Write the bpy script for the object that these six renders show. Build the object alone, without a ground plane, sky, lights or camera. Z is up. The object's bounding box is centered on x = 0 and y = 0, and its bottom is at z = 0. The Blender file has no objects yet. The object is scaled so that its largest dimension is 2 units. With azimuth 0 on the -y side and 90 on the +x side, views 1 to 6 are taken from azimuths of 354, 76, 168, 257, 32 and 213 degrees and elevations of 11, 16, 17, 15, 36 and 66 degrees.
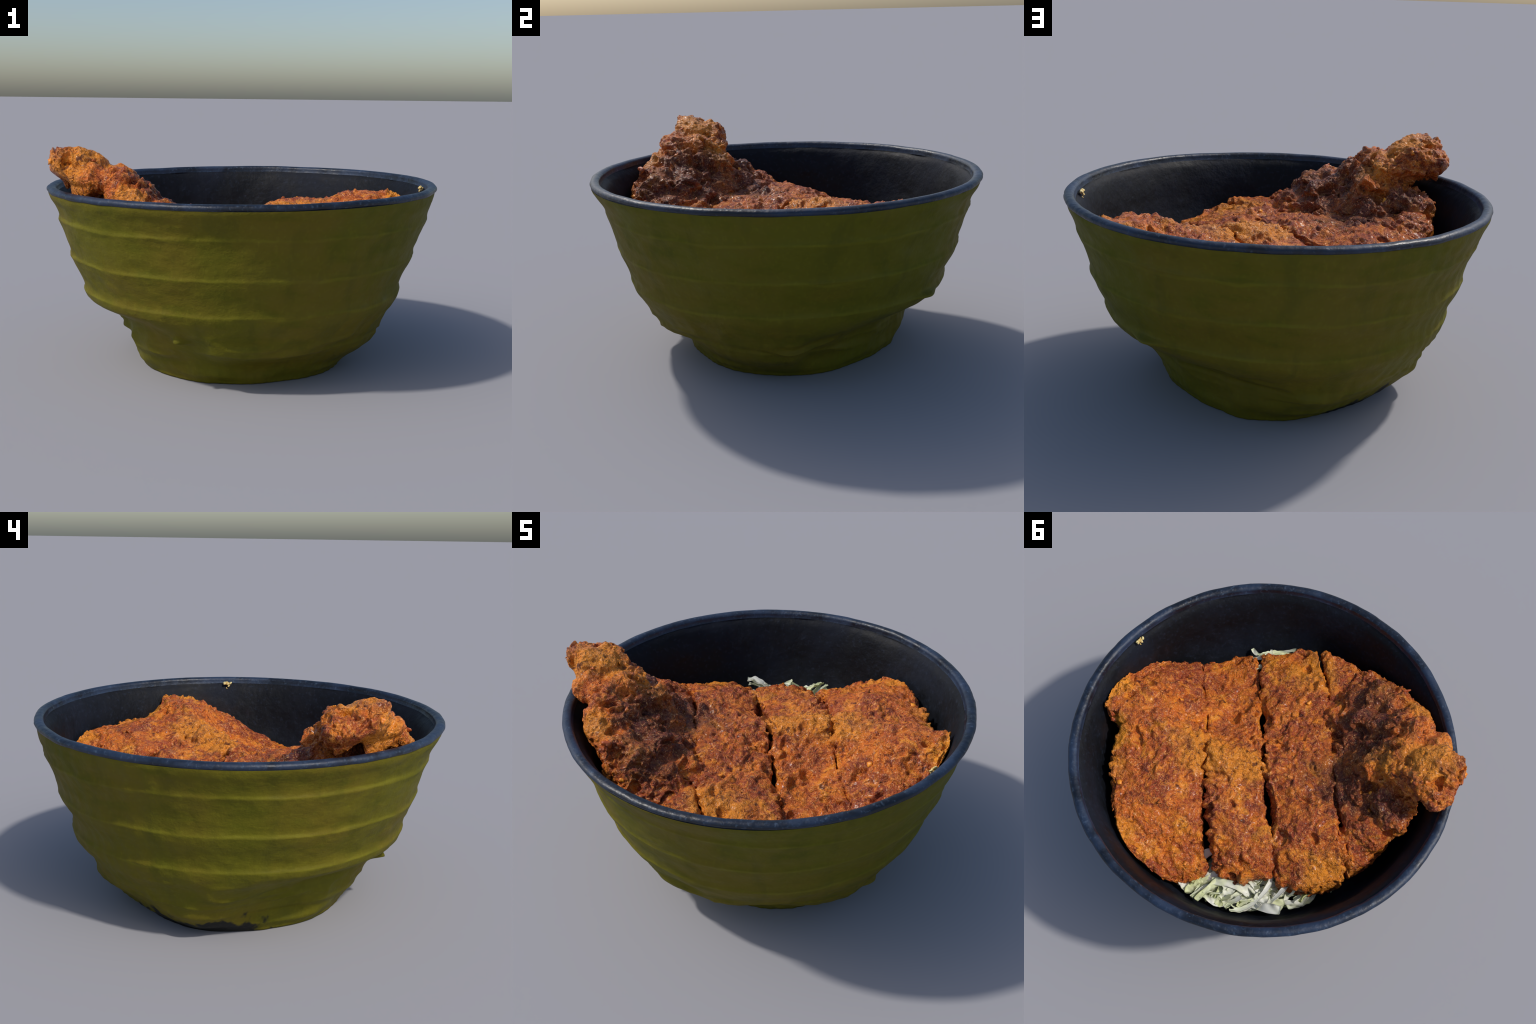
"""A green ribbed bowl with a dark rim, filled with a sliced, sauced fried cutlet on shredded cabbage."""
import bpy, bmesh, math, random
import numpy as np
from mathutils import Vector, Matrix, Euler

RNG = np.random.default_rng(7)
random.seed(7)

# ------------------------------------------------------------------ helpers
def srgb(r, g, b):
    f = lambda c: (c / 255 / 12.92) if c / 255 <= 0.04045 else ((c / 255 + 0.055) / 1.055) ** 2.4
    return (f(r), f(g), f(b), 1.0)


def _hash(ix, iy, iz, seed):
    h = (ix.astype(np.int64) * 374761393 + iy.astype(np.int64) * 668265263
         + iz.astype(np.int64) * 2147483647 + seed * 974711) & 0xFFFFFFFF
    h = ((h ^ (h >> 13)) * 1274126177) & 0xFFFFFFFF
    h = ((h ^ (h >> 16)) * 2246822519) & 0xFFFFFFFF
    return ((h ^ (h >> 15)) & 0xFFFFFF) / float(0xFFFFFF)


def value_noise(P, scale, seed=0):
    """smooth 3D value noise in -1..1"""
    Q = P * scale
    i = np.floor(Q).astype(np.int64)
    f = Q - i
    f = f * f * f * (f * (f * 6 - 15) + 10)
    out = 0
    for dx in (0, 1):
        for dy in (0, 1):
            for dz in (0, 1):
                w = (f[:, 0] if dx else 1 - f[:, 0]) * (f[:, 1] if dy else 1 - f[:, 1]) * (f[:, 2] if dz else 1 - f[:, 2])
                out = out + w * _hash(i[:, 0] + dx, i[:, 1] + dy, i[:, 2] + dz, seed)
    return out * 2 - 1


def cell_noise(P, scale, seed=0):
    """distance to the nearest jittered cell point (0 at the point, about 1 far away)"""
    Q = P * scale
    i = np.floor(Q).astype(np.int64)
    best = np.full(len(P), 9.0)
    for dx in (-1, 0, 1):
        for dy in (-1, 0, 1):
            for dz in (-1, 0, 1):
                c = i + np.array([dx, dy, dz])
                p = c + np.stack([_hash(c[:, 0], c[:, 1], c[:, 2], seed + k) for k in (11, 23, 37)], 1)
                best = np.minimum(best, ((Q - p) ** 2).sum(1))
    return np.sqrt(best)


def smooth_step(a, b, x):
    t = np.clip((x - a) / (b - a), 0, 1)
    return t * t * (3 - 2 * t)


def cubic_axis(knots, values, x):
    """Catmull-Rom interpolation through values (first axis = knots)"""
    knots = np.asarray(knots, float)
    V = np.asarray(values, float)
    m = np.gradient(V, knots, axis=0)
    x = np.clip(x, knots[0], knots[-1])
    k = np.clip(np.searchsorted(knots, x, side="right") - 1, 0, len(knots) - 2)
    h = knots[k + 1] - knots[k]
    t = (x - knots[k]) / h
    return k, h, t, V, m


def hermite(k, h, t, V, m, extra=()):
    i0, i1 = (k,) + extra, (k + 1,) + extra
    return ((2 * t**3 - 3 * t**2 + 1) * V[i0] + (t**3 - 2 * t**2 + t) * h * m[i0]
            + (-2 * t**3 + 3 * t**2) * V[i1] + (t**3 - t**2) * h * m[i1])


def curve(knots, values, x):
    x = np.asarray(x, float)
    return hermite(*cubic_axis(knots, values, x))


def steady_curve(knots, values, x):
    """monotone cubic: no overshoot between the knots"""
    k = np.asarray(knots, float)
    v = np.asarray(values, float)
    d = np.diff(v) / np.diff(k)
    m = np.zeros_like(v)
    same = d[1:] * d[:-1] > 0
    m[1:-1][same] = 2 * d[1:][same] * d[:-1][same] / (d[1:] + d[:-1])[same]
    i = np.clip(np.searchsorted(k, x, side="right") - 1, 0, len(k) - 2)
    h = k[i + 1] - k[i]
    return hermite(i, h, (x - k[i]) / h, v, m)


def make_mesh(name, verts, faces, mat, smooth=True):
    me = bpy.data.meshes.new(name)
    me.from_pydata([tuple(v) for v in verts], [], [tuple(f) for f in faces])
    me.polygons.foreach_set("use_smooth", [smooth] * len(me.polygons))
    me.materials.append(mat)
    me.update()
    return me


def add(name, me, parent=None):
    o = bpy.data.objects.new(name, me)
    bpy.context.collection.objects.link(o)
    if parent:
        o.parent = parent
    return o


def empty(name, loc, label, category):
    o = bpy.data.objects.new(name, None)
    o.location = loc
    bpy.context.collection.objects.link(o)
    o["label"], o["category"] = label, category
    return o


def grid_faces(nu, nv, wrap_v=False):
    f = []
    for i in range(nu - 1):
        for j in range(nv if wrap_v else nv - 1):
            j1 = (j + 1) % nv
            f.append((i * nv + j, i * nv + j1, (i + 1) * nv + j1, (i + 1) * nv + j))
    return f


# ------------------------------------------------------------------ material kit
class Kit:
    def __init__(self, name):
        self.m = bpy.data.materials.new(name)
        self.m.use_nodes = True
        self.t = self.m.node_tree
        self.t.nodes.clear()
        self.out = self.n("ShaderNodeOutputMaterial")
        self.bsdf = self.n("ShaderNodeBsdfPrincipled")
        self.l(self.bsdf.outputs[0], self.out.inputs[0])
        self.co = self.n("ShaderNodeTexCoord").outputs["Object"]

    def n(self, kind, **kw):
        x = self.t.nodes.new(kind)
        for k, v in kw.items():
            setattr(x, k, v)
        return x

    def l(self, a, b):
        self.t.links.new(a, b)

    def put(self, socket, v):
        if isinstance(v, bpy.types.NodeSocket):
            self.l(v, socket)
        else:
            socket.default_value = v

    def mapping(self, scale=(1, 1, 1), loc=(0, 0, 0), rot=(0, 0, 0), src=None):
        x = self.n("ShaderNodeMapping")
        self.l(src or self.co, x.inputs[0])
        x.inputs["Scale"].default_value = scale
        x.inputs["Location"].default_value = loc
        x.inputs["Rotation"].default_value = rot
        return x.outputs[0]

    def noise(self, scale, detail=3, rough=0.55, vec=None, distort=0.0):
        x = self.n("ShaderNodeTexNoise")
        self.l(vec or self.co, x.inputs["Vector"])
        x.inputs["Scale"].default_value = scale
        x.inputs["Detail"].default_value = detail
        x.inputs["Roughness"].default_value = rough
        x.inputs["Distortion"].default_value = distort
        return x.outputs[0]

    def voronoi(self, scale, vec=None, out="Distance", feature="F1"):
        x = self.n("ShaderNodeTexVoronoi", feature=feature)
        self.l(vec or self.co, x.inputs["Vector"])
        x.inputs["Scale"].default_value = scale
        return x.outputs[out]

    def rng(self, v, a, b, lo=0.0, hi=1.0):
        x = self.n("ShaderNodeMapRange", interpolation_type="SMOOTHSTEP")
        self.put(x.inputs[0], v)
        for i, q in zip((1, 2, 3, 4), (a, b, lo, hi)):
            x.inputs[i].default_value = q
        return x.outputs[0]

    def math(self, op, a, b=0.0, clamp=False):
        x = self.n("ShaderNodeMath", operation=op, use_clamp=clamp)
        self.put(x.inputs[0], a)
        self.put(x.inputs[1], b)
        return x.outputs[0]

    def mix(self, f, a, b, mode="MIX"):
        x = self.n("ShaderNodeMix", data_type="RGBA", blend_type=mode)
        self.put(x.inputs[0], f)
        self.put(x.inputs[6], a)
        self.put(x.inputs[7], b)
        return x.outputs[2]

    def axis(self, which):
        x = self.n("ShaderNodeSeparateXYZ")
        self.l(self.co, x.inputs[0])
        return x.outputs[which]

    def blob(self, centre, radii, warp=None, soft=(1.15, 0.55)):
        """mask: 1 inside an ellipsoid around centre, with a noisy edge"""
        s = tuple(1 / r for r in radii)
        v = self.mapping(scale=s, loc=tuple(-c * q for c, q in zip(centre, s)))
        x = self.n("ShaderNodeVectorMath", operation="LENGTH")
        self.l(v, x.inputs[0])
        d = x.outputs["Value"]
        if warp is not None:
            d = self.math("ADD", d, self.rng(warp, 0.25, 0.75, -0.35, 0.35))
        return self.rng(d, soft[1], soft[0], 1.0, 0.0)

    def bump(self, height, strength=0.3, dist=0.01, prev=None):
        x = self.n("ShaderNodeBump")
        self.l(height, x.inputs["Height"])
        x.inputs["Strength"].default_value = strength
        x.inputs["Distance"].default_value = dist
        if prev:
            self.l(prev, x.inputs["Normal"])
        return x.outputs[0]

    def finish(self, color, rough=0.5, normal=None, **kw):
        b = self.bsdf
        self.put(b.inputs["Base Color"], color)
        self.put(b.inputs["Roughness"], rough)
        if normal:
            self.l(normal, b.inputs["Normal"])
        for k, v in kw.items():
            self.put(b.inputs[k.replace("_", " ")], v)
        return self.m


RIBS = (0.182, 0.40, 0.577, 0.763)


def glaze_green():
    k = Kit("olive_green_glaze")
    z = k.axis(2)
    big = k.noise(1.7, 3, 0.55)
    mid = k.noise(5.0, 4, 0.6, k.mapping((1, 1, 2.5)))
    streak = k.noise(9.0, 3, 0.55, k.mapping((1.0, 1.0, 0.16)), 0.4)
    grain = k.noise(60, 3, 0.6, k.mapping((1, 1, 0.6)))
    c = k.mix(k.rng(big, 0.35, 0.66), srgb(*GREEN_A), srgb(*GREEN_B))
    c = k.mix(k.math("MULTIPLY", k.rng(mid, 0.48, 0.72), 0.5), c, srgb(*GREEN_C))
    c = k.mix(k.math("MULTIPLY", k.rng(streak, 0.5, 0.68), 0.32), c, srgb(*GREEN_D))
    c = k.mix(k.math("MULTIPLY", k.rng(grain, 0.5, 0.75), 0.15), c, srgb(*GREEN_E))
    # light-catching edge of each rib, painted as a thin brighter line
    wob = k.rng(k.noise(3.2, 2), 0.25, 0.75, -0.014, 0.014)
    zz = k.math("ADD", z, wob)
    rib = None
    for r in RIBS[1:]:
        d = k.math("ABSOLUTE", k.math("SUBTRACT", zz, r))
        m = k.rng(d, 0.002, 0.011, 1.0, 0.0)
        rib = m if rib is None else k.math("MAXIMUM", rib, m)
    rib = k.math("MULTIPLY", rib, k.rng(k.noise(6, 3), 0.38, 0.66, 0.08, 0.24))
    c = k.mix(rib, c, srgb(*GREEN_E))
    # bare dark clay at one side of the foot
    clay = k.blob((-0.42, 0.30, -0.03), (0.34, 0.38, 0.16), k.noise(9, 3), (1.0, 0.8))
    c = k.mix(clay, c, srgb(30, 30, 28))
    h = k.math("ADD", k.math("MULTIPLY", k.noise(14, 4, 0.6, k.mapping((1, 1, 1.6))), 1.0),
               k.math("MULTIPLY", grain, 0.25))
    return k.finish(c, k.rng(mid, 0.3, 0.7, 0.62, 0.8), k.bump(h, 0.30, 0.02), Specular_IOR_Level=0.22)


def glaze_rim():
    k = Kit("blue_black_rim_glaze")
    a = k.noise(6, 4, 0.6)
    f = k.noise(55, 3, 0.65)
    c = k.mix(k.rng(a, 0.35, 0.68), srgb(*RIM_A), srgb(*RIM_B))
    c = k.mix(k.math("MULTIPLY", k.rng(f, 0.54, 0.74), 0.35), c, srgb(*RIM_C))
    return k.finish(c, k.rng(a, 0.3, 0.7, 0.36, 0.55), k.bump(k.noise(26, 3), 0.35, 0.012), Specular_IOR_Level=0.45)


def glaze_inside():
    k = Kit("black_inside_glaze")
    a = k.noise(3.2, 4, 0.6)
    f = k.noise(48, 3, 0.6)
    c = k.mix(k.rng(a, 0.38, 0.68), srgb(*IN_A), srgb(*IN_B))
    c = k.mix(k.math("MULTIPLY", k.rng(f, 0.52, 0.75), 0.4), c, srgb(*IN_C))
    # a thin film of sauce on the wall near the raised slice
    film = k.blob((0.83, 0.12, 0.74), (0.25, 0.35, 0.10), k.noise(5, 4), (1.2, 0.4))
    c = k.mix(k.math("MULTIPLY", film, 0.55), c, srgb(44, 28, 18))
    return k.finish(c, k.rng(a, 0.3, 0.7, 0.55, 0.75), k.bump(k.noise(42, 3), 0.35, 0.008), Specular_IOR_Level=0.2)


def batter(name):
    """crisp batter soaked in brown sauce: golden, orange, red-brown and dark patches with a wet film"""
    k = Kit(name)
    warp = k.noise(7, 4, 0.6)
    big = k.noise(3.6, 3, 0.55, distort=0.6)
    mid = k.noise(10, 4, 0.6, k.mapping(loc=(3, 1, 5)), 0.8)
    fine = k.noise(27, 3, 0.6, k.mapping(loc=(7, 2, 9)), 1.6)
    tiny = k.noise(62, 3, 0.6, k.mapping(loc=(1, 8, 4)), 2.0)
    c = k.mix(k.rng(big, 0.36, 0.64), srgb(*F_RED), srgb(*F_ORANGE))
    c = k.mix(k.math("MULTIPLY", k.rng(mid, 0.50, 0.64), 0.8), c, srgb(*F_ORANGE2))
    c = k.mix(k.math("MULTIPLY", k.rng(mid, 0.48, 0.34), 0.8), c, srgb(*F_BROWN))
    # golden crust: along the raised fold, at the ends and in scattered patches
    gold = k.math("MULTIPLY", k.rng(k.noise(8, 4, 0.65, k.mapping(loc=(5, 5, 1)), 0.5), 0.54, 0.68), 0.65)
    for ctr, rad in GOLD_SPOTS:
        gold = k.math("MAXIMUM", gold, k.math("MULTIPLY", k.blob(ctr, rad, warp), 0.62 if ctr[0] < 0.7 else 0.9))
    c = k.mix(gold, c, srgb(*F_GOLD))
    mauve = k.rng(k.noise(6.5, 3, 0.6, k.mapping(loc=(9, 4, 2)), 0.7), 0.54, 0.66)
    c = k.mix(k.math("MULTIPLY", mauve, 0.55), c, srgb(138, 66, 46))
    # mottling: pale crumb, dark sauce between the crumbs
    c = k.mix(k.math("MULTIPLY", k.rng(fine, 0.53, 0.64), 0.6), c, srgb(*F_PALE))
    c = k.mix(k.math("MULTIPLY", k.rng(fine, 0.46, 0.35), 0.7), c, srgb(*F_RED2))
    # dark brown patches on the propped end piece and in the hollow before it
    deep = None
    for ctr, rad in DARK_SPOTS:
        b = k.blob(ctr, rad, warp)
        deep = b if deep is None else k.math("MAXIMUM", deep, b)
    deep = k.math("MULTIPLY", deep, k.rng(mid, 0.34, 0.66, 1.0, 0.6))
    c = k.mix(k.math("MULTIPLY", deep, 0.9), c, srgb(*F_DARK))
    c = k.mix(k.math("MULTIPLY", k.rng(tiny, 0.56, 0.65), 0.55), c, srgb(*F_GLINT))  # wet specular streaks tinted into the crust as pinkish flecks
    c = k.mix(k.math("MULTIPLY", k.rng(tiny, 0.43, 0.35), 0.55), c, srgb(*F_RED2))
    spots = k.rng(k.noise(19, 2, 0.5, k.mapping(loc=(2, 6, 8))), 0.66, 0.74)
    c = k.mix(k.math("MULTIPLY", spots, 0.8), c, srgb(*F_DEEP))
    h = k.math("ADD", k.math("MULTIPLY", fine, 1.0), k.math("MULTIPLY", tiny, 0.7))
    nrm = k.bump(h, 0.7, 0.024)
    rough = k.rng(mid, 0.3, 0.7, 0.26, 0.45)
    return k.finish(c, rough, nrm, Specular_IOR_Level=0.28, Coat_Weight=0.12, Coat_Roughness=0.2)


def cabbage_mat(name, col_a, col_b):
    k = Kit(name)
    a = k.noise(9, 3)
    v = k.noise(20, 3, 0.6, k.mapping((0.3, 1, 1)))
    rnd = k.n("ShaderNodeObjectInfo").outputs["Random"]
    c = k.mix(k.rng(a, 0.35, 0.65), srgb(*col_a), srgb(*col_b))
    c = k.mix(k.math("MULTIPLY", k.rng(v, 0.5, 0.7), 0.4), c, srgb(238, 240, 228))
    c = k.mix(k.math("MULTIPLY", k.rng(rnd, 0.55, 1.0), 0.5), c, srgb(214, 222, 120))
    k.finish(c, 0.42, k.bump(v, 0.3, 0.006), Specular_IOR_Level=0.4)
    tr = k.n("ShaderNodeBsdfTranslucent")
    k.put(tr.inputs[0], c)
    ms = k.n("ShaderNodeMixShader")
    ms.inputs[0].default_value = 0.3
    k.l(k.bsdf.outputs[0], ms.inputs[1])
    k.l(tr.outputs[0], ms.inputs[2])
    k.l(ms.outputs[0], k.out.inputs[0])
    return k.m


def crumb_mat():
    k = Kit("golden_crumb")
    a = k.noise(30, 4)
    b = k.noise(5, 2)
    c = k.mix(k.rng(a, 0.35, 0.65), srgb(*F_ORANGE), srgb(*F_GOLD))
    c = k.mix(k.rng(b, 0.45, 0.6), c, srgb(*F_RED))
    c = k.mix(k.math("MULTIPLY", k.rng(k.noise(70, 3), 0.5, 0.7), 0.5), c, srgb(*F_PALE))
    return k.finish(c, 0.45, k.bump(k.noise(60, 3), 0.4, 0.008))


# colours (sRGB)
GREEN_A, GREEN_B, GREEN_C = (95, 91, 9), (103, 90, 16), (80, 83, 9)
GREEN_D, GREEN_E = (70, 71, 9), (132, 128, 28)
RIM_A, RIM_B, RIM_C = (15, 21, 32), (34, 50, 74), (88, 108, 130)
IN_A, IN_B, IN_C = (10, 12, 17), (18, 23, 34), (38, 46, 62)
F_ORANGE, F_ORANGE2, F_RED, F_RED2 = (210, 106, 30), (226, 126, 30), (168, 76, 38), (98, 34, 20)
F_BROWN, F_GOLD, F_DARK = (146, 68, 40), (242, 156, 40), (78, 36, 32)
F_PALE, F_GLINT, F_DEEP = (234, 142, 50), (246, 180, 116), (70, 26, 18)
GOLD_SPOTS = [((0.30, 0.15, 0.80), (0.20, 0.17, 0.12)), ((0.06, 0.12, 0.77), (0.15, 0.14, 0.1)),
              ((0.88, 0.20, 0.84), (0.08, 0.16, 0.12)), ((0.72, 0.36, 0.78), (0.08, 0.14, 0.1)),
              ((-0.74, -0.32, 1.09), (0.20, 0.15, 0.12)), ((-0.55, -0.25, 0.96), (0.15, 0.08, 0.08)), ((-0.86, -0.42, 0.98), (0.14, 0.12, 0.16)),
              ((-0.62, 0.30, 0.60), (0.2, 0.16, 0.12)), ((0.10, -0.60, 0.70), (0.16, 0.14, 0.1)),
              ((0.62, 0.54, 0.76), (0.09, 0.13, 0.1)), ((0.38, 0.76, 0.70), (0.12, 0.09, 0.1)), ((-0.36, 0.60, 0.66), (0.16, 0.09, 0.1)),
              ((0.47, -0.52, 0.68), (0.15, 0.09, 0.1)), ((-0.55, -0.60, 0.88), (0.10, 0.09, 0.1))]
DARK_SPOTS = [((-0.40, -0.40, 0.82), (0.28, 0.24, 0.22)), ((-0.45, -0.10, 0.72), (0.30, 0.15, 0.17)),
               ((-0.64, -0.10, 0.84), (0.24, 0.08, 0.14)), ((-0.30, -0.55, 0.82), (0.22, 0.20, 0.14))]

M_GREEN, M_RIM, M_IN = glaze_green(), glaze_rim(), glaze_inside()
M_FOOD = batter("sauced_batter")
M_CAB = cabbage_mat("pale_cabbage", (250, 250, 240), (238, 244, 200))
M_CRUMB = crumb_mat()
_k = Kit("pale_crumb")
M_FLECK = _k.finish(_k.mix(_k.rng(_k.noise(50, 3), 0.4, 0.6), srgb(196, 160, 84), srgb(232, 214, 150)), 0.5)

# ------------------------------------------------------------------ bowl
# outside radius of the thrown body by height (rows) at azimuth 0, 45 .. 315 degrees from +x towards +y
BODY_Z = [0.46, 0.56, 0.66, 0.76, 0.83, 0.90]
BODY_R = [
    [.838, .842, .834, .841, .839, .833, .840, .834],
    [.882, .884, .884, .887, .882, .876, .875, .874],
    [.905, .902, .908, .905, .906, .904, .899, .908],
    [.940, .932, .946, .943, .938, .932, .926, .942],
    [.962, .956, .964, .970, .960, .955, .958, .966],
    [.984, .992, .980, .989, .994, .984, .996, .991],
]
# the foot is lopsided: radius by azimuth (rows) and height, with sudden steps
FOOT_Z = [0.0, 0.05, 0.10, 0.15, 0.20, 0.25, 0.30, 0.37]
FOOT = {
    25: (.515, .535, .550, .570, .598, .645, .725, .810),
    50: (.530, .548, .555, .562, .575, .625, .728, .815),
    67: (.565, .595, .618, .625, .628, .675, .762, .820),
    82: (.562, .605, .640, .670, .690, .730, .778, .825),
    95: (.545, .605, .655, .700, .732, .758, .788, .828),
    112: (.535, .590, .640, .685, .728, .758, .790, .829),
    135: (.550, .612, .658, .692, .728, .763, .795, .830),
    150: (.560, .635, .685, .730, .755, .773, .793, .828),
    162: (.550, .600, .635, .680, .722, .760, .790, .824),
    174: (.545, .572, .575, .602, .648, .697, .757, .819),
    190: (.538, .558, .552, .590, .620, .645, .710, .815),
    208: (.535, .575, .595, .630, .648, .655, .705, .813),
    225: (.532, .575, .602, .638, .655, .668, .712, .813),
    243: (.535, .572, .580, .608, .650, .700, .760, .813),
    256: (.525, .560, .585, .640, .715, .748, .775, .815),
    268: (.520, .545, .570, .640, .725, .752, .776, .815),
    285: (.515, .530, .555, .625, .705, .738, .772, .817),
    315: (.530, .570, .632, .682, .712, .740, .774, .818),
    332: (.530, .575, .642, .695, .720, .745, .774, .819),
    346: (.530, .575, .630, .688, .718, .745, .775, .820),
    356: (.530, .570, .590, .605, .645, .705, .770, .818),
}
CX, CY, TX, TY = 0.002, 0.006, 0.0095, 0.0024


def periodic(vals, th):
    """smooth periodic interpolation of 8 samples by a Fourier sum"""
    vals = np.asarray(vals)
    n = len(vals)
    c = np.fft.rfft(vals, axis=0) / n
    out = np.real(c[0]) * np.ones_like(th)
    for i in range(1, n // 2 + 1):
        w = 2.0 if i < n // 2 else 1.0
        out = out + w * (np.real(c[i]) * np.cos(i * th) - np.imag(c[i]) * np.sin(i * th))
    return out


NT = 420
TH = np.linspace(0, 2 * np.pi, NT, endpoint=False)
_az = np.array(sorted(FOOT))
_foot = np.array([FOOT[a] for a in _az])
_az3 = np.radians(np.concatenate([_az - 360, _az, _az + 360]))
_foot3 = np.vstack([_foot] * 3)
_rows = np.vstack([np.stack([steady_curve(_az3, _foot3[:, k], TH) for k in range(len(FOOT_Z))]),
                   np.stack([periodic(r, TH) for r in BODY_R])])
BOWL_Z = FOOT_Z + BODY_Z


def outer_radius(z):
    """radius around the bowl for heights z (len n) -> n x NT"""
    return np.stack([steady_curve(BOWL_Z, _rows[:, j], z) for j in range(NT)], 1)


def tilt(th, z, r):
    return z + (TX * np.cos(th) + TY * np.sin(th)) * np.clip(z / 0.9, 0, 1) * r


def rib_profile(z):
    """throwing rings: the wall flares out up to each rib, then steps back in a soft ledge above it"""
    out = np.zeros_like(z)
    for r in RIBS:
        d = z - r
        out += np.where(d < 0, 0.0065 * np.exp(d / 0.028), 0.0065 * np.exp(-(d / 0.012) ** 2))
        out -= 0.003 * np.exp(-((d - 0.035) / 0.025) ** 2)
    return out - 0.002


bowl = empty("bowl", (0, 0, 0), "olive green ribbed stoneware bowl with blue-black rim", "bowl")
zs = np.unique(np.concatenate([np.linspace(0.0, 0.9, 110)] + [np.linspace(r - 0.04, r + 0.03, 18) for r in RIBS]))
Z = np.repeat(zs[:, None], NT, 1)
T = np.repeat(TH[None], len(zs), 0)
zw = Z + 0.005 * value_noise(np.stack([np.cos(T), np.sin(T), Z * 0.5], -1).reshape(-1, 3), 2.6, 3).reshape(Z.shape) * smooth_step(0.88, 0.8, Z)
R = outer_radius(zs)
ribs_on = 0.85 + 0.35 * value_noise(np.stack([np.cos(T) * 2, np.sin(T) * 2, Z], -1).reshape(-1, 3), 1.6, 5).reshape(Z.shape)
R = R + rib_profile(zw.ravel()).reshape(Z.shape) * ribs_on * smooth_step(0.0, 0.1, Z)
P = np.stack([R * np.cos(T), R * np.sin(T), Z], -1).reshape(-1, 3)
fade = (smooth_step(0.9, 0.86, Z)).ravel()
wob = 0.004 * value_noise(P, 4.5, 1) + 0.0025 * value_noise(P * np.array([1, 1, 1.5]), 11, 2) + 0.002 * value_noise(P, 24, 4)
# crumpled folds in the lower third and soft vertical finger marks
low = smooth_step(0.40, 0.22, Z).ravel()
fold = 1 - np.abs(value_noise(P * np.array([1, 1, 2.2]), 5.0, 9))
wob = wob + low * 0.030 * (fold - 0.75) * smooth_step(0.0, 0.06, Z).ravel()
marks = np.sin(T.ravel() * 62 + 3 * value_noise(P, 3, 8)) * smooth_step(0.0, 0.5, value_noise(P, 1.4, 12))
wob = wob + 0.0016 * marks
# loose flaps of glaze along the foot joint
for az, zc, amp, wa, up, dn in [(192, 0.195, 0.03, 7, 0.03, 0.010), (38, 0.392, 0.035, 5, 0.02, 0.008),
                                (241, 0.240, 0.062, 3, 0.03, 0.010), (262, 0.19, 0.02, 15, 0.04, 0.008),
                                (350, 0.20, 0.025, 12, 0.02, 0.009), (288, 0.19, 0.015, 10, 0.03, 0.009),
                                (92, 0.15, 0.012, 16, 0.03, 0.010)]:
    da = (np.degrees(T.ravel()) - az + 180) % 360 - 180
    zc = zc + 0.02 * value_noise(P * np.array([1, 1, 0]), 6, 77)
    dz = Z.ravel() - zc
    wob = wob + amp * np.exp(-(da / wa) ** 2 - (dz / np.where(dz > 0, up, dn)) ** 2)
rad = np.hypot(P[:, 0], P[:, 1]) + wob * fade
tt = T.ravel()
V = np.stack([rad * np.cos(tt) + CX, rad * np.sin(tt) + CY, tilt(tt, P[:, 2], rad)], 1)
V[:, 2] = np.where(P[:, 2] <= 1e-6, 0.0, V[:, 2])
faces = [f for f in grid_faces(len(zs), NT, True)]
base = [V[j] * np.array([0.93, 0.93, 0]) for j in range(NT)]
nb = len(V)
V = np.vstack([V, base])
faces += [(nb + j, nb + (j + 1) % NT, (j + 1) % NT, j) for j in range(NT)]
faces.append(tuple(nb + NT - 1 - j for j in range(NT)))
shell_top = V[(len(zs) - 1) * NT: len(zs) * NT].copy()
# split the foot (below the first rib) from the body, sharing the border
me = make_mesh("shell", V, faces, M_GREEN)
shell = add("shell", me, bowl)


def ring_loft(name, profile, mat, first=None, wob_amp=0.0, seed=0, centre=False):
    """profile rows of (radius offset from the rim circle, height); first row may be given points"""
    rows = []
    rimr = np.hypot(shell_top[:, 0] - CX, shell_top[:, 1] - CY)
    for i, (dr, z, follow) in enumerate(profile):
        r = rimr * follow + 0.988 * (1 - follow) + dr
        p = np.stack([r * np.cos(TH), r * np.sin(TH), np.full(NT, z)], 1)
        if wob_amp:
            r = r + wob_amp * value_noise(p, 9, seed) + 0.5 * wob_amp * value_noise(p, 25, seed + 1)
        zt = tilt(TH, np.full(NT, z), r) + wob_amp * 0.8 * value_noise(p, 7, seed + 2)
        rows.append(np.stack([r * np.cos(TH) + CX, r * np.sin(TH) + CY, zt], 1))
    if first is not None:
        rows[0] = first
    V = np.vstack(rows)
    f = grid_faces(len(rows), NT, True)
    if centre:
        V = np.vstack([V, [[CX, CY, rows[-1][:, 2].mean()]]])
        n0 = (len(rows) - 1) * NT
        f += [(n0 + j, n0 + (j + 1) % NT, len(V) - 1) for j in range(NT)]
    return add(name, make_mesh(name, V, f, mat), bowl), rows[-1]


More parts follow.
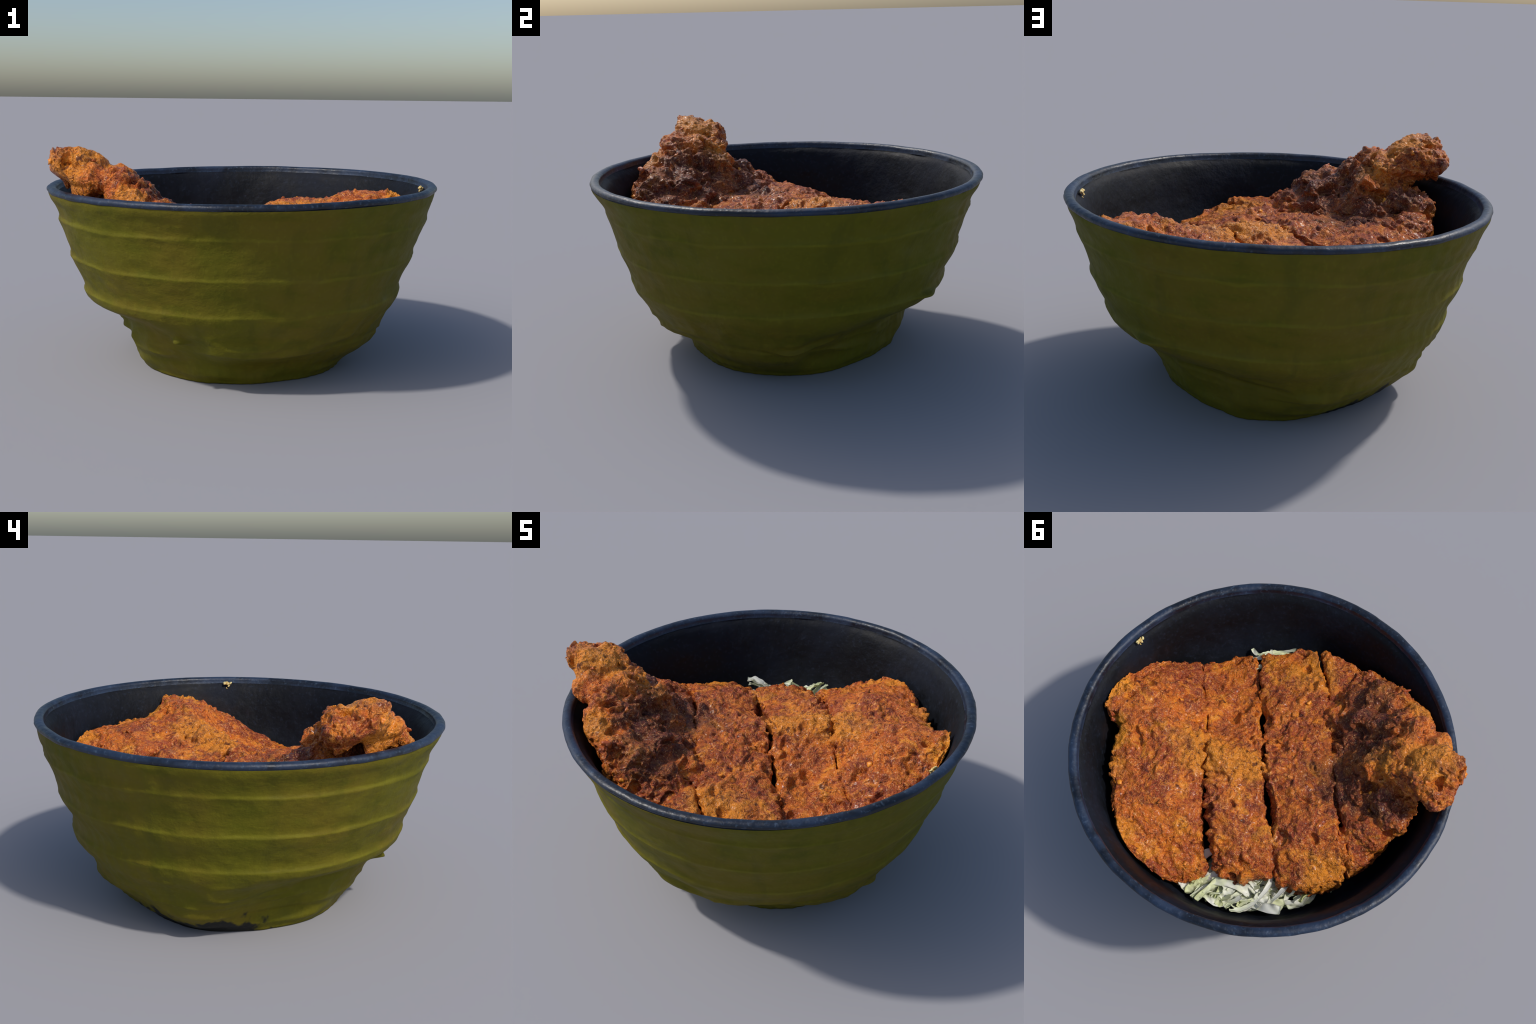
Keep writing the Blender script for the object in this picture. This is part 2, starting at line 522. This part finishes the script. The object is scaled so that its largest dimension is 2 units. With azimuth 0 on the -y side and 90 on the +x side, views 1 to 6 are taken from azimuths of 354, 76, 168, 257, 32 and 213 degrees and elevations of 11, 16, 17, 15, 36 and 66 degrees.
a = np.linspace(-0.75, 1.25, 12) * np.pi / 2
rim_prof = [(0.0, 0.9, 1.0)]
for q in np.linspace(-0.9, 3.3, 16):
    # rounded lip, 4.4 cm wide and 3 cm high
    rim_prof.append((-0.017 + 0.0235 * math.cos(q), 0.9115 + 0.0165 * math.sin(q), 0.5))
rim_prof.append((-0.046, 0.895, 0.3))
rim, inner_edge = ring_loft("rim", rim_prof, M_RIM, first=shell_top, wob_amp=0.0025, seed=21)
lining_pts = [(0.942, 0.895), (0.914, 0.86), (0.884, 0.78), (0.864, 0.70), (0.842, 0.62), (0.805, 0.53), (0.74, 0.45),
              (0.58, 0.41), (0.30, 0.40), (0.06, 0.40)]
lz = np.linspace(0, len(lining_pts) - 1, 70)
lr = curve(np.arange(len(lining_pts)), [p[0] for p in lining_pts], lz)
lh = curve(np.arange(len(lining_pts)), [p[1] for p in lining_pts], lz)
lining, _ = ring_loft("lining", [(r - 0.988, h, 0.0) for r, h in zip(lr, lh)], M_IN, first=inner_edge, wob_amp=0.003, seed=31, centre=True)

# ------------------------------------------------------------------ cutlet
# slice frame: s across the slices, t along each slice
AX_S, AX_T = np.array([0.772, 0.635]), np.array([-0.635, 0.772])


def st_to_xy(s, t):
    return s * AX_S[0] + t * AX_T[0], s * AX_S[1] + t * AX_T[1]


S_KNOTS = [-0.85, -0.65, -0.45, -0.18, 0.0, 0.17, 0.33, 0.55, 0.80]
T_KNOTS = [-0.68, -0.50, -0.35, -0.22, -0.12, -0.04, 0.03, 0.10, 0.25, 0.45, 0.65]
TOP = [  # rows: s knots; columns: t knots. A fold runs slantwise over the three right-hand slices
    [.620, .635, .650, .670, .690, .710, .730, .740, .760, .730, .650],
    [.700, .700, .695, .695, .710, .725, .735, .750, .765, .735, .640],
    [.715, .710, .700, .700, .710, .720, .735, .748, .765, .750, .650],
    [.655, .688, .705, .714, .728, .736, .740, .732, .738, .735, .655],
    [.620, .645, .665, .680, .705, .735, .758, .742, .703, .688, .615],
    [.580, .618, .652, .678, .722, .785, .778, .740, .712, .682, .605],
    [.625, .668, .705, .725, .780, .800, .765, .740, .722, .660, .580],
    [.690, .770, .838, .845, .812, .795, .788, .780, .762, .675, .600],
    [.775, .830, .865, .825, .765, .772, .778, .775, .775, .735, .670],
]


def top_height(s, t):
    V = np.array(TOP)
    kt = cubic_axis(T_KNOTS, V.T, t)
    # interpolate along t for every s row, then along s
    cols = []
    for i in range(len(S_KNOTS)):
        Vi = V[i]
        m = np.gradient(Vi, np.array(T_KNOTS))
        cols.append(hermite(kt[0], kt[1], kt[2], Vi, m))
    C = np.stack(cols)
    k, h, q, _, _ = cubic_axis(S_KNOTS, np.zeros(len(S_KNOTS)), s)
    m = np.gradient(C, np.array(S_KNOTS), axis=0)
    idx = np.arange(len(s))
    return hermite(k, h, q, C, m, (idx,))


def crisp(P, N, amp=1.0, seed=0):
    """lumpy, flaky batter relief along the normals"""
    warp = np.stack([value_noise(P, 18, seed + 5), value_noise(P, 18, seed + 6), value_noise(P, 18, seed + 7)], 1)
    Q = P + 0.022 * warp
    rough = smooth_step(-0.35, 0.45, value_noise(P, 5.5, seed + 9))      # crumbly areas against wet, smooth ones
    folds = 0.5 - np.abs(value_noise(Q, 9, seed + 3))
    flakes = 0.45 - np.abs(value_noise(Q, 23, seed + 13))
    knobs = np.clip(0.62 - cell_noise(Q, 17, seed), 0, None) * (0.3 + 0.7 * rough)
    chunks = np.clip(0.58 - cell_noise(Q + 0.5, 29, seed + 60), 0, None) * rough
    d = (0.014 * value_noise(P, 6, seed + 1) + 0.018 * folds + 0.030 * knobs + 0.018 * chunks
         + (0.5 + 0.5 * rough) * (0.014 * flakes + 0.008 * value_noise(Q, 42, seed + 2) + 0.004 * value_noise(P, 90, seed + 4)) - 0.014)
    pits = smooth_step(0.56, 0.74, value_noise(Q, 13, seed + 8))
    d = d - 0.024 * pits
    return P + N * (amp * d)[:, None]


def grid_normals(G):
    du = np.gradient(G, axis=0)
    dv = np.gradient(G, axis=1)
    n = np.cross(du, dv)
    return n / (np.linalg.norm(n, axis=2, keepdims=True) + 1e-12)


def slab(name, s_lo, s_hi, t_lo, t_hi, depth=0.13, rnd=0.042, seed=0, step=0.0058):
    """one slice: sheet draped over a rounded block. s_lo/s_hi are functions of t in -1..1 (v),
    t_lo/t_hi functions of s position in 0..1"""
    S0, S1 = s_lo(np.zeros(1))[0], s_hi(np.zeros(1))[0]
    T0, T1 = t_lo(np.array([.5]))[0], t_hi(np.array([.5]))[0]
    hs, ht = (S1 - S0) / 2, (T1 - T0) / 2
    ext = rnd * 0.57 + depth
    nu, nv = int((2 * hs + 2 * ext) / step), int((2 * ht + 2 * ext) / step)
    U, W = np.meshgrid(np.linspace(-hs - ext, hs + ext, nu), np.linspace(-ht - ext, ht + ext, nv), indexing="ij")
    iu, iw = np.clip(U, -(hs - rnd), hs - rnd), np.clip(W, -(ht - rnd), ht - rnd)
    dx, dy = U - iu, W - iw
    d = np.hypot(dx, dy) + 1e-9
    arc = rnd * np.pi / 2
    ang = np.clip(d / rnd, 0, np.pi / 2)
    out = rnd * np.sin(ang)
    drop = rnd * (1 - np.cos(ang)) + np.clip(d - arc, 0, None)
    drop = np.minimum(drop, depth)
    # the side leans in a little below the edge
    out = out - 0.15 * np.clip(drop - rnd, 0, None)
    x, y = iu + dx / d * out, iw + dy / d * out
    a, b = np.clip((x + hs) / (2 * hs), -0.1, 1.1), np.clip((y + ht) / (2 * ht), -0.1, 1.1)
    t = t_lo(a) * (1 - b) + t_hi(a) * b
    s = s_lo(2 * b - 1) * (1 - a) + s_hi(2 * b - 1) * a
    z = top_height(s.ravel(), t.ravel()).reshape(s.shape) - drop
    X, Y = st_to_xy(s, t)
    G = np.stack([X, Y, z], -1)
    N = grid_normals(G).reshape(-1, 3)
    if N[len(N) // 2][2] < 0:
        N = -N
    Pt = inside_bowl(crisp(G.reshape(-1, 3), N, 1.0 + 0.7 * np.exp(-((d.ravel() / arc - 0.85) / 0.45) ** 2), seed))
    faces = grid_faces(nu, nv)
    if True:
        faces = [f[::-1] for f in faces] if np.cross(G[1, 0] - G[0, 0], G[0, 1] - G[0, 0])[2] * 0 else faces
    border = [i * nv for i in range(nu)] + [(nu - 1) * nv + j for j in range(1, nv)] + \
             [i * nv + nv - 1 for i in range(nu - 2, -1, -1)] + [j for j in range(nv - 2, 0, -1)]
    faces.append(tuple(border))
    me = make_mesh(name, Pt, faces, M_FOOD)
    bm = bmesh.new()
    bm.from_mesh(me)
    bmesh.ops.recalc_face_normals(bm, faces=bm.faces)
    bm.to_mesh(me)
    bm.free()
    top = d.ravel() < arc * 0.6
    return me, Pt, N, d.ravel() / arc


def inside_bowl(P, gap=0.006):
    """press points against the inner wall where they would pass through it"""
    r = np.hypot(P[:, 0], P[:, 1])
    hs, rs = lh[::-1], lr[::-1]
    lim = np.interp(P[:, 2], hs, rs) - gap
    lim = np.where(P[:, 2] > 0.90, 0.925 + smooth_step(0.94, 1.02, P[:, 2]) * 0.085, lim)
    q = r / lim
    q = np.where(q < 0.92, q, 0.92 + 0.08 * np.tanh((q - 0.92) / 0.08))
    k = q * lim / np.maximum(r, 1e-6)
    Q = P.copy()
    Q[:, :2] *= k[:, None]
    return Q


cutlet = empty("fried_cutlet", (0, 0, 0.6), "sliced deep fried breaded cutlet coated in brown sauce", "fried cutlet")


def child(name, me, parent):
    """add a mesh given in world coordinates below a moved empty"""
    o = add(name, me, parent)
    o.matrix_parent_inverse = Matrix.Translation(-Vector(parent.location))
    return o


lin = lambda *kv: (lambda x: np.interp(x, [k for k, _ in kv], [v for _, v in kv]))
wav = lambda base, amp, f, ph: (lambda x: base + amp * np.sin(f * x + ph))
dip = lambda v, at, wide: np.exp(-((v - at) / wide) ** 2)
SLICES = [
    # end slice, slice, slice, slice under the propped wedge. The cuts only part in places
    dict(s_lo=lambda v: 0.318 + 0.010 * np.sin(4 * v) - 0.028 * smooth_step(0.05, -0.2, v) + 0.018 * smooth_step(0.15, 0.5, v),
         s_hi=lin((-1, .80), (-.85, .855), (-.62, .875), (-.45, .86), (-.35, .825), (-.25, .745), (-.17, .79), (-.05, .825), (.6, .825), (.9, .81), (1, .785)),
         t_lo=lin((0, -.71), (.2, -.71), (.45, -.745), (.7, -.74), (.85, -.68), (1, -.62)),
         t_hi=lin((0, .555), (.3, .615), (.6, .60), (.85, .53), (1, .46)), seed=101, depth=0.16),
    dict(s_lo=lambda v: -0.008 + 0.010 * np.sin(5 * v + 1) + 0.020 * dip(v, -.33, .12) + 0.014 * dip(v, .4, .16),
         s_hi=lambda v: 0.314 + 0.010 * np.sin(4 * v) + 0.014 * smooth_step(0.05, -0.2, v),
         t_lo=lin((0, -.73), (.5, -.74), (1, -.70)),
         t_hi=lin((0, .615), (.5, .645), (1, .575)), seed=202, depth=0.17),
    dict(s_lo=lambda v: -0.374 + 0.012 * np.sin(3 * v),
         s_hi=lambda v: 0.008 + 0.010 * np.sin(5 * v + 1) - 0.020 * dip(v, -.33, .12) - 0.016 * dip(v, .4, .16) - 0.03 * smooth_step(-.7, -1, v),
         t_lo=lin((0, -.68), (.4, -.74), (1, -.73)),
         t_hi=lin((0, .69), (.5, .715), (1, .66)), seed=303, depth=0.17),
    dict(s_lo=lin((-1, -.58), (-.7, -.72), (-.3, -.78), (.2, -.83), (.6, -.79), (1, -.58)),
         s_hi=lambda v: -0.374 + 0.012 * np.sin(3 * v),
         t_lo=lin((0, -.54), (.5, -.63), (1, -.67)),
         t_hi=lin((0, .52), (.5, .61), (1, .655)), seed=505, depth=0.15),
]
surf_P, surf_N, surf_e = [], [], []
for i, kw in enumerate(SLICES):
    me, Pt, N, e = slab("slice", **kw)
    child("slice", me, cutlet)
    surf_P.append(Pt)
    surf_N.append(N)
    surf_e.append(e)

# propped end piece: union of lobes, remeshed, softened and crisped
# its upper face is a ramp climbing from the slices to a tip beyond the rim: heights on a plan grid
RAMP_Y = [-0.70, -0.60, -0.47, -0.35, -0.24, -0.15, -0.05]
RAMP = {
    -0.10: (.69, .71, .71, .70, 0, 0, 0),
    -0.20: (.76, .79, .77, .73, .70, 0, 0),
    -0.32: (.81, .87, .86, .79, .73, .70, 0),
    -0.44: (0, .90, .90, .86, .83, .73, .70),
    -0.54: (0, .93, .97, .95, .93, .82, .72),
    -0.64: (0, 0, 1.03, 1.04, 1.01, .88, .74),
    -0.73: (0, 0, 1.03, 1.09, 1.05, .88, 0),
    -0.80: (0, 0, 0, 1.125, 1.09, 0, 0),
    -0.86: (0, 0, 0, 1.12, 1.07, 0, 0),
}
LOBES = [  # further lumps: centre, radii
    ((-.84, -.39, .95), (.05, .07, .12)), ((-.61, -.57, .90), (.08, .065, .07)), ((-.22, -.74, .64), (.12, .08, .09)), ((-.36, -.70, .74), (.10, .08, .10)), ((-.74, -.44, .97), (.085, .08, .09)), ((-.87, -.36, 1.045), (.05, .08, .05)),
    ((-.66, .03, .70), (.12, .12, .10)), ((-.74, -.09, .77), (.09, .09, .10)),
    ((-.52, -.35, .66), (.20, .24, .12)), ((-.65, -.26, .80), (.09, .13, .15)), ((-.60, .15, .64), (.14, .10, .10)),
]
for x, row in RAMP.items():
    for y, top in zip(RAMP_Y, row):
        if top:
            y = y - 0.01 * (x < -0.6)
            x1, y1 = x + RNG.uniform(-.02, .02), y + RNG.uniform(-.02, .02)
            r = RNG.uniform(.9, 1.1) * (0.88 if x < -0.6 else 1)
            LOBES.append(((x1, y1, top - 0.078 * r), (.105 * r, .105 * r, .088 * r)))
            if x > -0.6 and y > -0.55:
                LOBES.append(((x, y, max(top - 0.15, 0.58)), (.085, .09, .080)))
bm = bmesh.new()
for c, r in LOBES:
    v = bmesh.ops.create_icosphere(bm, subdivisions=3, radius=1.0)["verts"]
    bmesh.ops.scale(bm, vec=r, verts=v)
    bmesh.ops.translate(bm, vec=c, verts=v)
tmp_me = bpy.data.meshes.new("tmp")
bm.to_mesh(tmp_me)
bm.free()
tmp = bpy.data.objects.new("tmp", tmp_me)
bpy.context.collection.objects.link(tmp)
rm = tmp.modifiers.new("r", "REMESH")
rm.mode, rm.voxel_size = "VOXEL", 0.0075
sm = tmp.modifiers.new("s", "SMOOTH")
sm.factor, sm.iterations = 0.5, 34
sb = tmp.modifiers.new("b", "SUBSURF")
sb.levels = sb.render_levels = 1
ev = tmp.evaluated_get(bpy.context.evaluated_depsgraph_get())
me = bpy.data.meshes.new_from_object(ev)
bpy.data.objects.remove(tmp)
n = len(me.vertices)
co, no = np.empty(n * 3), np.empty(n * 3)
me.vertices.foreach_get("co", co)
me.vertex_normals.foreach_get("vector", no)
co, no = co.reshape(-1, 3), no.reshape(-1, 3)
Pt = inside_bowl(crisp(co, no, 1.1, 404))
me.vertices.foreach_set("co", Pt.ravel())
me.materials.clear()
me.materials.append(M_FOOD)
me.polygons.foreach_set("use_smooth", [True] * len(me.polygons))
me.name = "end_piece"
me.update()
child("end_piece", me, cutlet)
surf_P.append(Pt)
surf_N.append(no)
surf_e.append(np.full(n, 0.3))


# batter flakes standing on the crust, most of them along edges
def crumb_shape(rng, size):
    bm = bmesh.new()
    bmesh.ops.create_icosphere(bm, subdivisions=2, radius=size)
    sc = Vector((rng.uniform(.7, 1.5), rng.uniform(.6, 1.2), rng.uniform(.35, .8)))
    ph = rng.uniform(0, 50)
    for v in bm.verts:
        p = np.array([v.co / size * 1.0 + Vector((ph, 0, 0))])
        k = 1 + 0.75 * value_noise(p, 1.7, 5)[0]
        v.co = Vector((v.co.x * sc.x, v.co.y * sc.y, v.co.z * sc.z)) * k
    vs = np.array([v.co for v in bm.verts])
    fs = [[q.index for q in f.verts] for f in bm.faces]
    bm.free()
    return vs, fs


def scatter_crumbs(name, picks, parent, mat, size=(0.009, 0.02), lift=0.0):
    V, F, off = [], [], 0
    kinds = [crumb_shape(RNG, 1.0) for _ in range(14)]
    for p, nrm in picks:
        vs, fs = kinds[RNG.integers(len(kinds))]
        q = Vector(nrm).to_track_quat("Z", "Y").to_matrix() @ Euler((RNG.uniform(-.5, .5), RNG.uniform(-.5, .5), RNG.uniform(0, 6.28))).to_matrix()
        s = RNG.uniform(*size) * (1.4 if RNG.random() < .12 else 1)
        w = (np.array(q) @ (vs * s).T).T + np.asarray(p) + np.asarray(nrm) * lift * s
        V.append(w)
        F += [[i + off for i in f] for f in fs]
        off += len(w)
    me = make_mesh(name, np.vstack(V), F, mat)
    o = child(name, me, parent)
    o["kind"] = "stuff"
    return o


picks, gold_picks = [], []
for Pt, N, e, cnt in zip(surf_P, surf_N, surf_e, (45, 30, 30, 25, 80)):
    clear = (np.hypot(Pt[:, 0], Pt[:, 1]) < np.interp(Pt[:, 2], lh[::-1], lr[::-1]) - 0.03) | (Pt[:, 2] > 0.97)
    w = np.where((e > 0.45) & (e < 1.2), 4.0, 1.0) * ((e < 1.3) & (N[:, 2] > -0.2) & clear)
    w = w * np.where((Pt[:, 0] > 0.6) & (e > 0.4), 5.0, 1.0)
    idx = RNG.choice(len(Pt), cnt, replace=False, p=w / w.sum())
    for i in idx:
        (gold_picks if RNG.random() < 0.35 else picks).append((Pt[i], N[i]))
scatter_crumbs("batter_flakes", picks, cutlet, M_FOOD, (0.007, 0.014), -0.15)
scatter_crumbs("golden_flakes", gold_picks, cutlet, M_CRUMB, (0.007, 0.014), -0.15)

# stray crumbs on the bowl wall and drips on the rim
stray = []
for x, y, z, n_, sp in [(0.917, -0.105, 0.893, 7, .012), (0.895, -0.20, 0.82, 3, .02)]:
    for _ in range(n_):
        p = np.array([x, y, z]) + RNG.normal(0, sp, 3) * np.array([.4, 1, 1])
        stray.append((p, np.array([-x, -y, .6]) / np.linalg.norm([x, y, .6])))
o = scatter_crumbs("stray_crumbs", stray, cutlet, M_FLECK, (0.006, 0.011))

# ------------------------------------------------------------------ cabbage
cabbage = empty("shredded_cabbage", (-0.3, 0.6, 0.5), "pile of pale green shredded raw cabbage", "shredded cabbage")


def shred_mesh(rng, length, width):
    """a thin curled ribbon with thickness, ragged edges"""
    n, mth = 34, 7
    bend, curl, wave = rng.uniform(-2.4, 2.4), rng.uniform(-1.2, 1.2), rng.uniform(0, 6)
    u = np.linspace(0, 1, n)
    ang = bend * (u - .5)
    x = np.cumsum(np.cos(ang)) / n * length
    y = np.cumsum(np.sin(ang)) / n * length
    z = 0.10 * length * np.sin(wave + 5 * u) + 0.12 * length * (u - .5) ** 2
    x, y = x - x.mean(), y - y.mean()
    w = width * (0.25 + 0.75 * np.sin(np.pi * (0.08 + 0.84 * u)) ** .6) * (1 + .25 * np.sin(9 * u + wave))
    top, bot = [], []
    for i in range(n):
        a = curl * (u[i] - .3)
        side = np.array([-math.sin(ang[i]) * math.cos(a), math.cos(ang[i]) * math.cos(a), math.sin(a)])
        up = np.array([0, -math.sin(a), math.cos(a)])
        for j in range(mth):
            q = j / (mth - 1) * 2 - 1
            c = np.array([x[i], y[i], z[i]]) + side * q * w[i] / 2 + up * (q * q) * w[i] * .22
            c = c + up * (0.09 * w[i] * math.sin(26 * u[i] + 2.2 * q + wave) + 0.10 * w[i] * abs(q) * math.sin(41 * u[i] + 3 * wave * q))
            th = 0.0030 + 0.002 * (1 - q * q)
            top.append(c + up * th)
            bot.append(c - up * th)
    V = np.array(top + bot)
    N_ = n * mth
    f = [(a, b, c, d) for a, b, c, d in grid_faces(n, mth)]
    f += [tuple(N_ + q for q in g[::-1]) for g in grid_faces(n, mth)]
    border = [i * mth for i in range(n)] + [(n - 1) * mth + j for j in range(1, mth)] + \
             [i * mth + mth - 1 for i in range(n - 2, -1, -1)] + [j for j in range(mth - 2, 0, -1)]
    for a, b in zip(border, border[1:] + border[:1]):
        f.append((b, a, N_ + a, N_ + b))
    return make_mesh("shred", V, f, M_CAB)


shapes = [shred_mesh(RNG, RNG.uniform(.16, .32), RNG.choice([.016, .024, .034, .048, .06])) for _ in range(16)]


def lay_shred(s, t, z, yaw):
    x, y = st_to_xy(s, t)
    o = add("shred", shapes[RNG.integers(len(shapes))], cabbage)
    o.matrix_parent_inverse = Matrix.Translation(-cabbage.location)
    o.location = (x, y, z)
    o.rotation_euler = (RNG.normal(0, .25), RNG.normal(0, .16), yaw + RNG.normal(0, .5))
    q = RNG.uniform(.75, 1.15)
    o.scale = (q, q, q)
    # slide and lift it until the whole ribbon lies inside the bowl
    v = np.array([p.co for p in o.data.vertices]) * q
    v = v @ np.array(o.rotation_euler.to_matrix()).T
    for _ in range(40):
        w = v + np.array(o.location)
        r = np.hypot(w[:, 0], w[:, 1])
        over = (r - (np.interp(w[:, 2], lh[::-1], lr[::-1]) - 0.012)).max()
        if over <= 0:
            break
        k = 1 - 0.6 * max(over, 0.004) / max(np.hypot(o.location.x, o.location.y), 0.1)
        o.location.x *= k
        o.location.y *= k
        o.location.z += 0.1 * over


base_yaw = math.atan2(AX_S[1], AX_S[0])
for i in range(170):
    s = RNG.uniform(-.30, .46) if RNG.random() < .6 else RNG.normal(.22, .14)
    mid = 1 - ((s - .1) / .5) ** 2
    t = RNG.uniform(.52, .62 + .15 * max(mid, .2))
    z = .500 + RNG.uniform(-.04, .02) + .25 * max(0, t - .66) - .02 * (s < 0)
    lay_shred(s, t, z, base_yaw + (0.5 if RNG.random() < .35 else 0))
for i in range(11):
    s = RNG.uniform(-.33, -.03)
    lay_shred(s, RNG.uniform(-.80, -.74), RNG.uniform(.50, .55), base_yaw + RNG.normal(0, .3))
